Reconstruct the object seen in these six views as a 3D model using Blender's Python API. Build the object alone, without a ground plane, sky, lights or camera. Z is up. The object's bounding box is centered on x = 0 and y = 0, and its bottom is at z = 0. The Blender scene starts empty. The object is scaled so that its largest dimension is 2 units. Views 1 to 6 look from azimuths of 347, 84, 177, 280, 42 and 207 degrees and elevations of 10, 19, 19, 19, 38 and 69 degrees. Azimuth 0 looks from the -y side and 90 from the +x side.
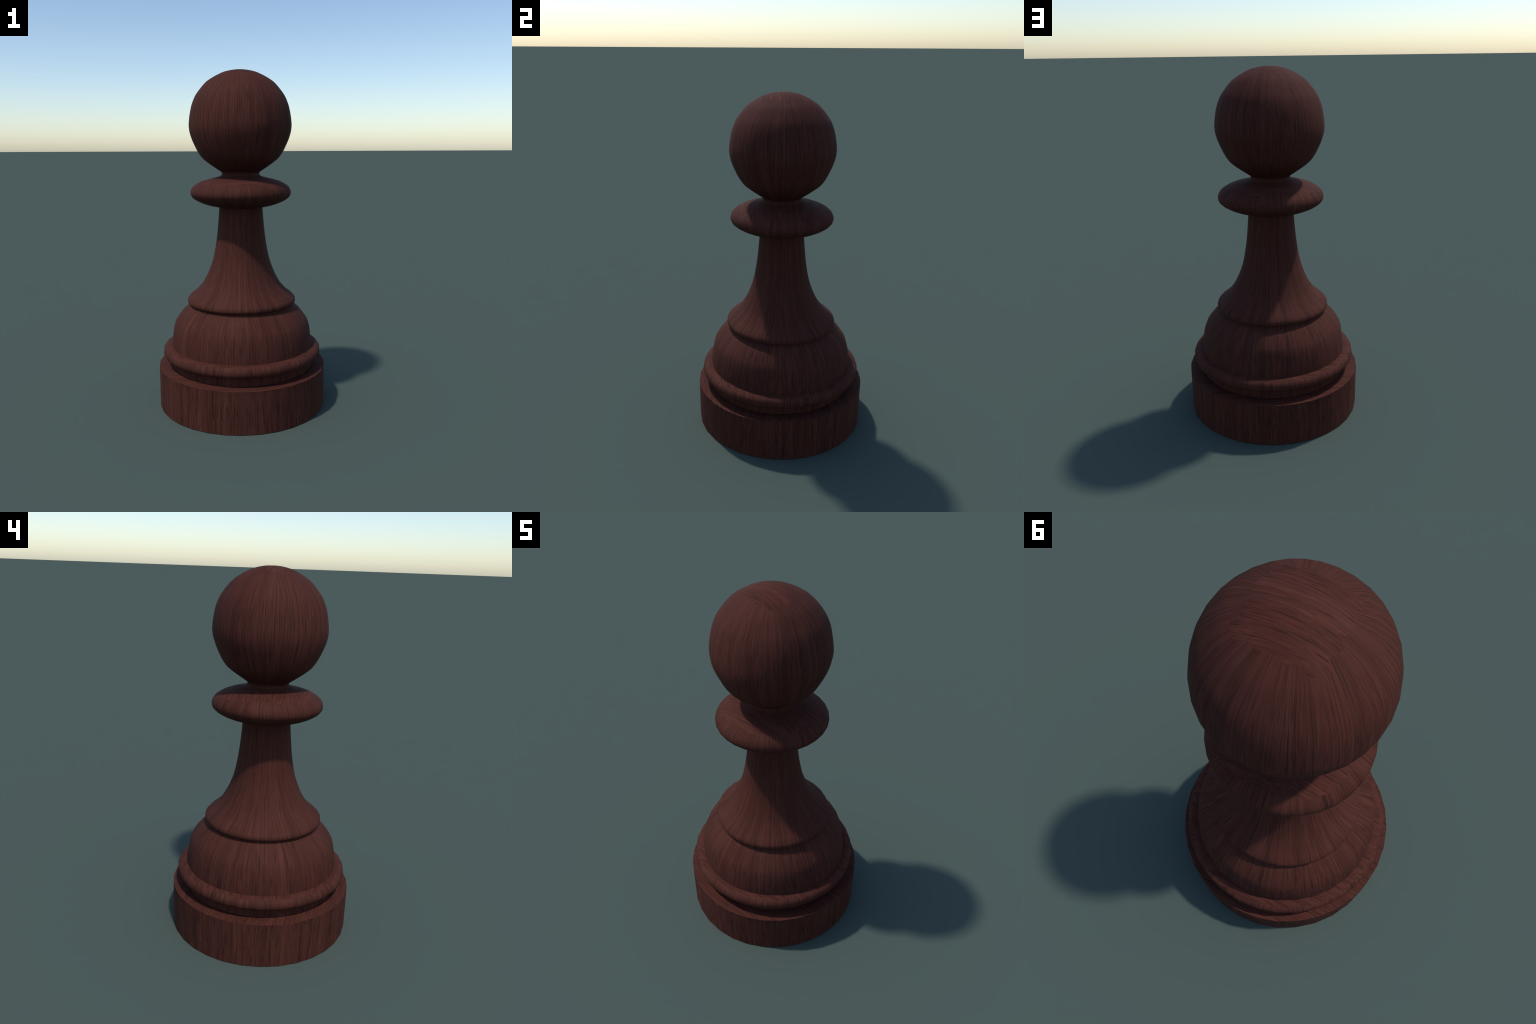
"""A turned wooden chess pawn: one lathe profile swept in 32 segments, split into
head, collar, stem, dome, bead and base, with a procedural dark red wood."""
import bpy, math
from mathutils import Vector

SEGMENTS = 32
FACET = 1.0025          # vertex radius of a 32-gon whose mean outline is the profile

# ---------------------------------------------------------------- profiles (radius, height)
HEAD = [(0.0, 2.0), (0.040, 1.9985), (0.094, 1.9865), (0.128, 1.9715), (0.140, 1.9655), (0.166, 1.9505),
        (0.193, 1.932), (0.2145, 1.9105), (0.2325, 1.889), (0.250, 1.866), (0.264, 1.843), (0.282, 1.798),
        (0.2932, 1.746), (0.2985, 1.702), (0.2985, 1.675), (0.2938, 1.643), (0.281, 1.603),
        (0.2665, 1.570), (0.2513, 1.539), (0.2270, 1.5025), (0.1980, 1.4765), (0.1640, 1.4520),
        (0.1315, 1.4295), (0.1161, 1.4192), (0.1101, 1.4091)]
COLLAR = [(0.1101, 1.4091), (0.1142, 1.3997), (0.1312, 1.3902), (0.169, 1.3812), (0.216, 1.3694),
          (0.245, 1.3578), (0.255, 1.3525), (0.265, 1.3466), (0.280, 1.3355), (0.292, 1.321),
          (0.2987, 1.2985), (0.2941, 1.2796), (0.279, 1.2628), (0.254, 1.2472), (0.2255, 1.2343),
          (0.188, 1.2223), (0.150, 1.2142), (0.129, 1.2105)]
STEM = [(0.129, 1.2105), (0.1318, 1.1676), (0.1356, 1.1215), (0.1413, 1.0636), (0.147, 1.017),
        (0.1552, 0.9664), (0.1690, 0.901), (0.1845, 0.854), (0.2035, 0.8065), (0.2225, 0.7710),
        (0.2372, 0.7462), (0.2580, 0.7222), (0.2795, 0.7002), (0.3012, 0.6838), (0.3170, 0.6695),
        (0.3255, 0.6590), (0.3278, 0.6458), (0.3250, 0.6376), (0.3170, 0.6314), (0.304, 0.6280)]
DOME = [(0.304, 0.6280), (0.314, 0.6175), (0.3395, 0.5975), (0.3675, 0.5690), (0.3940, 0.5342),
        (0.4052, 0.5118), (0.4155, 0.4743), (0.4220, 0.432), (0.4255, 0.400), (0.4270, 0.3725)]
BEAD_TOP = [(0.4270, 0.3725), (0.4450, 0.3717), (0.4620, 0.3685)]
BEAD_SIDE = [(0.4620, 0.3685), (0.4705, 0.3635), (0.4768, 0.3555), (0.4803, 0.3430), (0.4803, 0.3315),
             (0.4765, 0.3200), (0.4670, 0.3105), (0.4520, 0.3055), (0.4300, 0.3045)]
GROOVE = [(0.4300, 0.3045), (0.4300, 0.2502)]
BASE_TOP = [(0.4300, 0.2502), (0.5085, 0.2502)]
BASE_SIDE = [(0.5085, 0.2502), (0.5085, 0.125), (0.5085, 0.0)]
BASE_BOTTOM = [(0.5085, 0.0), (0.25, 0.0), (0.0, 0.0)]


def refine(points, parts=2):
    """Catmull-Rom: put parts - 1 extra rings on the curve between neighbouring profile points."""
    out = []
    for i in range(len(points) - 1):
        p1, p2 = points[i], points[i + 1]
        p0 = points[i - 1] if i > 0 else (2 * p1[0] - p2[0], 2 * p1[1] - p2[1])
        if i == 0 and p1[0] == 0.0:         # pole: mirror across the axis
            p0 = (-p2[0], p2[1])
        p3 = points[i + 2] if i + 2 < len(points) else (2 * p2[0] - p1[0], 2 * p2[1] - p1[1])
        out.append(p1)
        for j in range(1, parts):
            t = j / parts
            out.append(tuple(0.5 * (2 * b + (c - a) * t + (2 * a - 5 * b + 4 * c - d) * t * t
                                    + (3 * b - a - 3 * c + d) * t ** 3)
                             for a, b, c, d in zip(p0, p1, p2, p3)))
    out.append(points[-1])
    return out


def profile_normals(chain):
    """2D vertex normals (radial, up) of a smooth run of profile points, listed top to bottom."""
    seg = []
    for (r0, z0), (r1, z1) in zip(chain, chain[1:]):
        dr, dz = r1 - r0, z1 - z0
        length = math.hypot(dr, dz)
        seg.append((-dz / length, dr / length, length))
    out = []
    for i in range(len(chain)):
        near = [s for s in (seg[i - 1] if i > 0 else None, seg[i] if i < len(seg) else None) if s]
        if len(near) == 2:      # the shorter neighbour dominates, as on a circle through three points
            wa, wb = near[1][2], near[0][2]
            n = (near[0][0] * wa + near[1][0] * wb, near[0][1] * wa + near[1][1] * wb)
        else:
            n = near[0][:2]
        if chain[i][0] == 0.0:
            n = (0.0, 1.0 if n[1] > 0 else -1.0)
        length = math.hypot(*n)
        out.append((n[0] / length, n[1] / length))
    return out


def cap_radius(k, steps):
    """Face column k: the flat-grain cap reaches furthest on the diagonals, least on the axes."""
    q = k % 8
    if q in (3, 4):
        return steps[2]
    if q in (0, 7):
        return steps[0]
    return steps[1]


def sweep(name, runs, parent, materials, cap=None):
    """Sweep runs of (points, normals, planar) about the z axis into one mesh.
    planar: None = upright grain, 'flat' = grain across, 'cap' = by the stepped cap radii."""
    verts, vnorm, faces, fmat, fnorm = [], [], [], [], []
    index = {}
    for points, normals, planar in runs:
        rings = []
        for (r, z), (nr, nz) in zip(points, normals):
            ring = []
            for k in range(SEGMENTS if r > 0 else 1):
                a = 2 * math.pi * k / SEGMENTS
                key = (round(r, 5), round(z, 5), k)
                if key not in index:
                    index[key] = len(verts)
                    verts.append((r * FACET * math.cos(a), r * FACET * math.sin(a), z))
                ring.append((index[key], (nr * math.cos(a), nr * math.sin(a), nz)))
            rings.append(ring)
        for i in range(len(rings) - 1):
            top, low = rings[i], rings[i + 1]
            mid = 0.5 * (points[i][0] + points[i + 1][0])
            for k in range(SEGMENTS):
                j = (k + 1) % SEGMENTS
                if len(top) == 1:
                    loop = [top[0], low[k], low[j]]
                elif len(low) == 1:
                    loop = [top[k], low[0], top[j]]
                else:
                    loop = [top[k], low[k], low[j], top[j]]
                faces.append([v for v, _ in loop])
                fnorm.extend(n for _, n in loop)
                if planar == 'flat':
                    m = 1
                elif planar == 'cap':
                    m = 1 if (mid < cap_radius(k, cap['steps']) and mid > cap['inner']
                              and points[i][1] > cap['above']) else 0
                else:
                    m = 0
                fmat.append(m)
    mesh = bpy.data.meshes.new(name)
    mesh.from_pydata(verts, [], faces)
    for m in materials:
        mesh.materials.append(m)
    mesh.polygons.foreach_set("material_index", fmat)
    mesh.polygons.foreach_set("use_smooth", [True] * len(faces))
    mesh.update()
    mesh.normals_split_custom_set([Vector(n).normalized() for n in fnorm])
    obj = bpy.data.objects.new(name, mesh)
    bpy.context.scene.collection.objects.link(obj)
    obj.parent = parent
    return obj


# ---------------------------------------------------------------- materials
def wood(name, upright):
    """Dark red wood. upright: grain runs along z and fans with the angle about the axis;
    otherwise the grain runs straight along x, as on end caps."""
    mat = bpy.data.materials.new(name)
    mat.use_nodes = True
    nt = mat.node_tree
    N, L = nt.nodes, nt.links
    N.clear()

    def node(kind, **kw):
        n = N.new(kind)
        for key, val in kw.items():
            setattr(n, key, val)
        return n

    def math_node(op, a, b=None, clamp=False):
        n = node('ShaderNodeMath', operation=op, use_clamp=clamp)
        for i, v in enumerate((a, b)):
            if v is None:
                continue
            if isinstance(v, (int, float)):
                n.inputs[i].default_value = v
            else:
                L.new(v, n.inputs[i])
        return n.outputs[0]

    coord = node('ShaderNodeTexCoord').outputs['Object']
    split = node('ShaderNodeSeparateXYZ')
    L.new(coord, split.inputs[0])
    x, y, z = split.outputs
    across = node('ShaderNodeCombineXYZ')
    if upright:
        flat = node('ShaderNodeCombineXYZ')
        L.new(x, flat.inputs[0]); L.new(y, flat.inputs[1])
        unit = node('ShaderNodeVectorMath', operation='NORMALIZE')
        L.new(flat.outputs[0], unit.inputs[0])
        us = node('ShaderNodeSeparateXYZ')
        L.new(unit.outputs[0], us.inputs[0])
        L.new(us.outputs[0], across.inputs[0]); L.new(us.outputs[1], across.inputs[1])
        L.new(z, across.inputs[2])
    else:
        L.new(math_node('MULTIPLY', y, 3.0), across.inputs[0])
        L.new(math_node('MULTIPLY', z, 0.3), across.inputs[1])
        L.new(math_node('MULTIPLY', x, 1.3), across.inputs[2])

    # a slow sideways wander so the fibres are not ruler straight
    wander = node('ShaderNodeTexNoise')
    wander.inputs['Scale'].default_value = 3.5
    wander.inputs['Detail'].default_value = 1.0
    L.new(across.outputs[0], wander.inputs['Vector'])
    sub = node('ShaderNodeVectorMath', operation='SUBTRACT')
    L.new(wander.outputs['Color'], sub.inputs[0]); sub.inputs[1].default_value = (0.5, 0.5, 0.5)
    amt = node('ShaderNodeVectorMath', operation='MULTIPLY')
    L.new(sub.outputs[0], amt.inputs[0]); amt.inputs[1].default_value = (0.05, 0.05, 0.0)
    vec = node('ShaderNodeVectorMath', operation='ADD')
    L.new(across.outputs[0], vec.inputs[0]); L.new(amt.outputs[0], vec.inputs[1])
    grain = vec.outputs[0]

    def layer(a, b, detail, offset, rough=0.5):
        mp = node('ShaderNodeMapping')
        mp.inputs['Scale'].default_value = (a, a, b)
        mp.inputs['Location'].default_value = (offset, offset * 0.7, offset * 1.3)
        L.new(grain, mp.inputs['Vector'])
        n = node('ShaderNodeTexNoise')
        n.inputs['Scale'].default_value = 1.0
        n.inputs['Detail'].default_value = detail
        n.inputs['Roughness'].default_value = rough
        L.new(mp.outputs[0], n.inputs['Vector'])
        return n.outputs['Fac']

    def ramp(fac, stops, interp='LINEAR'):
        r = node('ShaderNodeValToRGB')
        r.color_ramp.interpolation = interp
        el = r.color_ramp.elements
        el[0].position, el[0].color = stops[0][0], stops[0][1]
        el[1].position, el[1].color = stops[-1][0], stops[-1][1]
        for p, c in stops[1:-1]:
            e = el.new(p); e.color = c
        L.new(fac, r.inputs[0])
        return r.outputs[0]

    bands = layer(9.0, 0.9, 2.0, 3.1)
    streaks = layer(40.0, 2.0, 3.0, 11.7, 0.6)
    fine = layer(110.0, 5.0, 2.0, 27.3, 0.6)
    pores = layer(80.0, 7.5, 1.5, 41.9)
    flecks = layer(75.0, 17.0, 2.0, 77.1, 0.6)

    mixed = math_node('ADD',
                      math_node('ADD', math_node('MULTIPLY', bands, 0.17), math_node('MULTIPLY', flecks, 0.17)),
                      math_node('ADD', math_node('MULTIPLY', streaks, 0.40), math_node('MULTIPLY', fine, 0.26)))
    base = ramp(mixed, [(0.375, (0.0330, 0.0110, 0.0078, 1)),
                        (0.44, (0.0535, 0.0163, 0.0113, 1)),
                        (0.50, (0.0665, 0.0202, 0.0140, 1)),
                        (0.60, (0.0890, 0.0280, 0.0192, 1))])
    # hue wanders between redder and browner fibres
    hue = layer(22.0, 1.4, 1.0, 63.0)
    hue_tint = ramp(hue, [(0.35, (0.97, 1.03, 1.02, 1)), (0.65, (1.03, 0.97, 0.96, 1))])
    tint = node('ShaderNodeMix', data_type='RGBA', blend_type='MULTIPLY')
    tint.inputs[0].default_value = 1.0
    L.new(base, tint.inputs[6]); L.new(hue_tint, tint.inputs[7])
    # dark open pores: short dashes along the grain
    mask = ramp(pores, [(0.595, (0, 0, 0, 1)), (0.66, (1, 1, 1, 1))])
    dark = node('ShaderNodeMix', data_type='RGBA')
    L.new(math_node('MULTIPLY', mask, 0.8), dark.inputs[0])
    L.new(tint.outputs[2], dark.inputs[6]); dark.inputs[7].default_value = (0.026, 0.0085, 0.0065, 1)

    tone = node('ShaderNodeMix', data_type='RGBA', blend_type='MULTIPLY')
    tone.inputs[0].default_value = 1.0
    L.new(dark.outputs[2], tone.inputs[6])
    tone.inputs[7].default_value = (0.965, 0.98, 0.97, 1) if upright else (1.02, 1.01, 0.99, 1)

    bump = node('ShaderNodeBump')
    bump.inputs['Strength'].default_value = 0.10
    bump.inputs['Distance'].default_value = 0.004
    L.new(mixed, bump.inputs['Height'])

    bsdf = node('ShaderNodeBsdfPrincipled')
    bsdf.inputs['Roughness'].default_value = 0.80
    bsdf.inputs['Specular IOR Level'].default_value = 0.11
    L.new(tone.outputs[2], bsdf.inputs['Base Color'])
    L.new(bump.outputs[0], bsdf.inputs['Normal'])
    out = node('ShaderNodeOutputMaterial')
    L.new(bsdf.outputs[0], out.inputs[0])
    return mat


wood_upright = wood("dark_wood_upright_grain", True)
wood_across = wood("dark_wood_cross_grain", False)
MATS = [wood_upright, wood_across]

# ---------------------------------------------------------------- assembly
pawn = bpy.data.objects.new("chess_pawn", None)
bpy.context.scene.collection.objects.link(pawn)
pawn["label"] = "dark reddish brown turned wooden chess pawn, ball head"
pawn["category"] = "chess piece"

# head and collar are one smooth surface, parted at the neck
HEAD = [(r * (1.004 if z > 1.43 else 1.0), z) for r, z in HEAD]
upper = refine(HEAD + COLLAR[1:])
upper_n = profile_normals(upper)
n_head = 2 * len(HEAD) - 1
HEAD, COLLAR = upper[:n_head], upper[n_head - 1:]
sweep("head", [(HEAD, upper_n[:n_head], 'cap')], pawn, MATS,
      cap=dict(steps=(0.130, 0.145, 0.170), inner=-1.0, above=1.8))
sweep("collar", [(COLLAR, upper_n[n_head - 1:], 'cap')], pawn, MATS,
      cap=dict(steps=(0.2455, 0.2555, 0.2655), inner=0.135, above=1.31))


def run(points, planar=None):
    return (points, profile_normals(points), planar)


sweep("stem", [run(refine(STEM))], pawn, MATS)
sweep("dome", [run(refine(DOME))], pawn, MATS)
bead = BEAD_TOP + BEAD_SIDE[1:]
bead_n = profile_normals(bead)
sweep("bead", [(BEAD_TOP, bead_n[:len(BEAD_TOP)], 'flat'),
               (BEAD_SIDE, bead_n[len(BEAD_TOP) - 1:], None), run(GROOVE)], pawn, MATS)
sweep("base", [run(BASE_TOP, 'flat'), run(BASE_SIDE), run(BASE_BOTTOM, 'flat')], pawn, MATS)
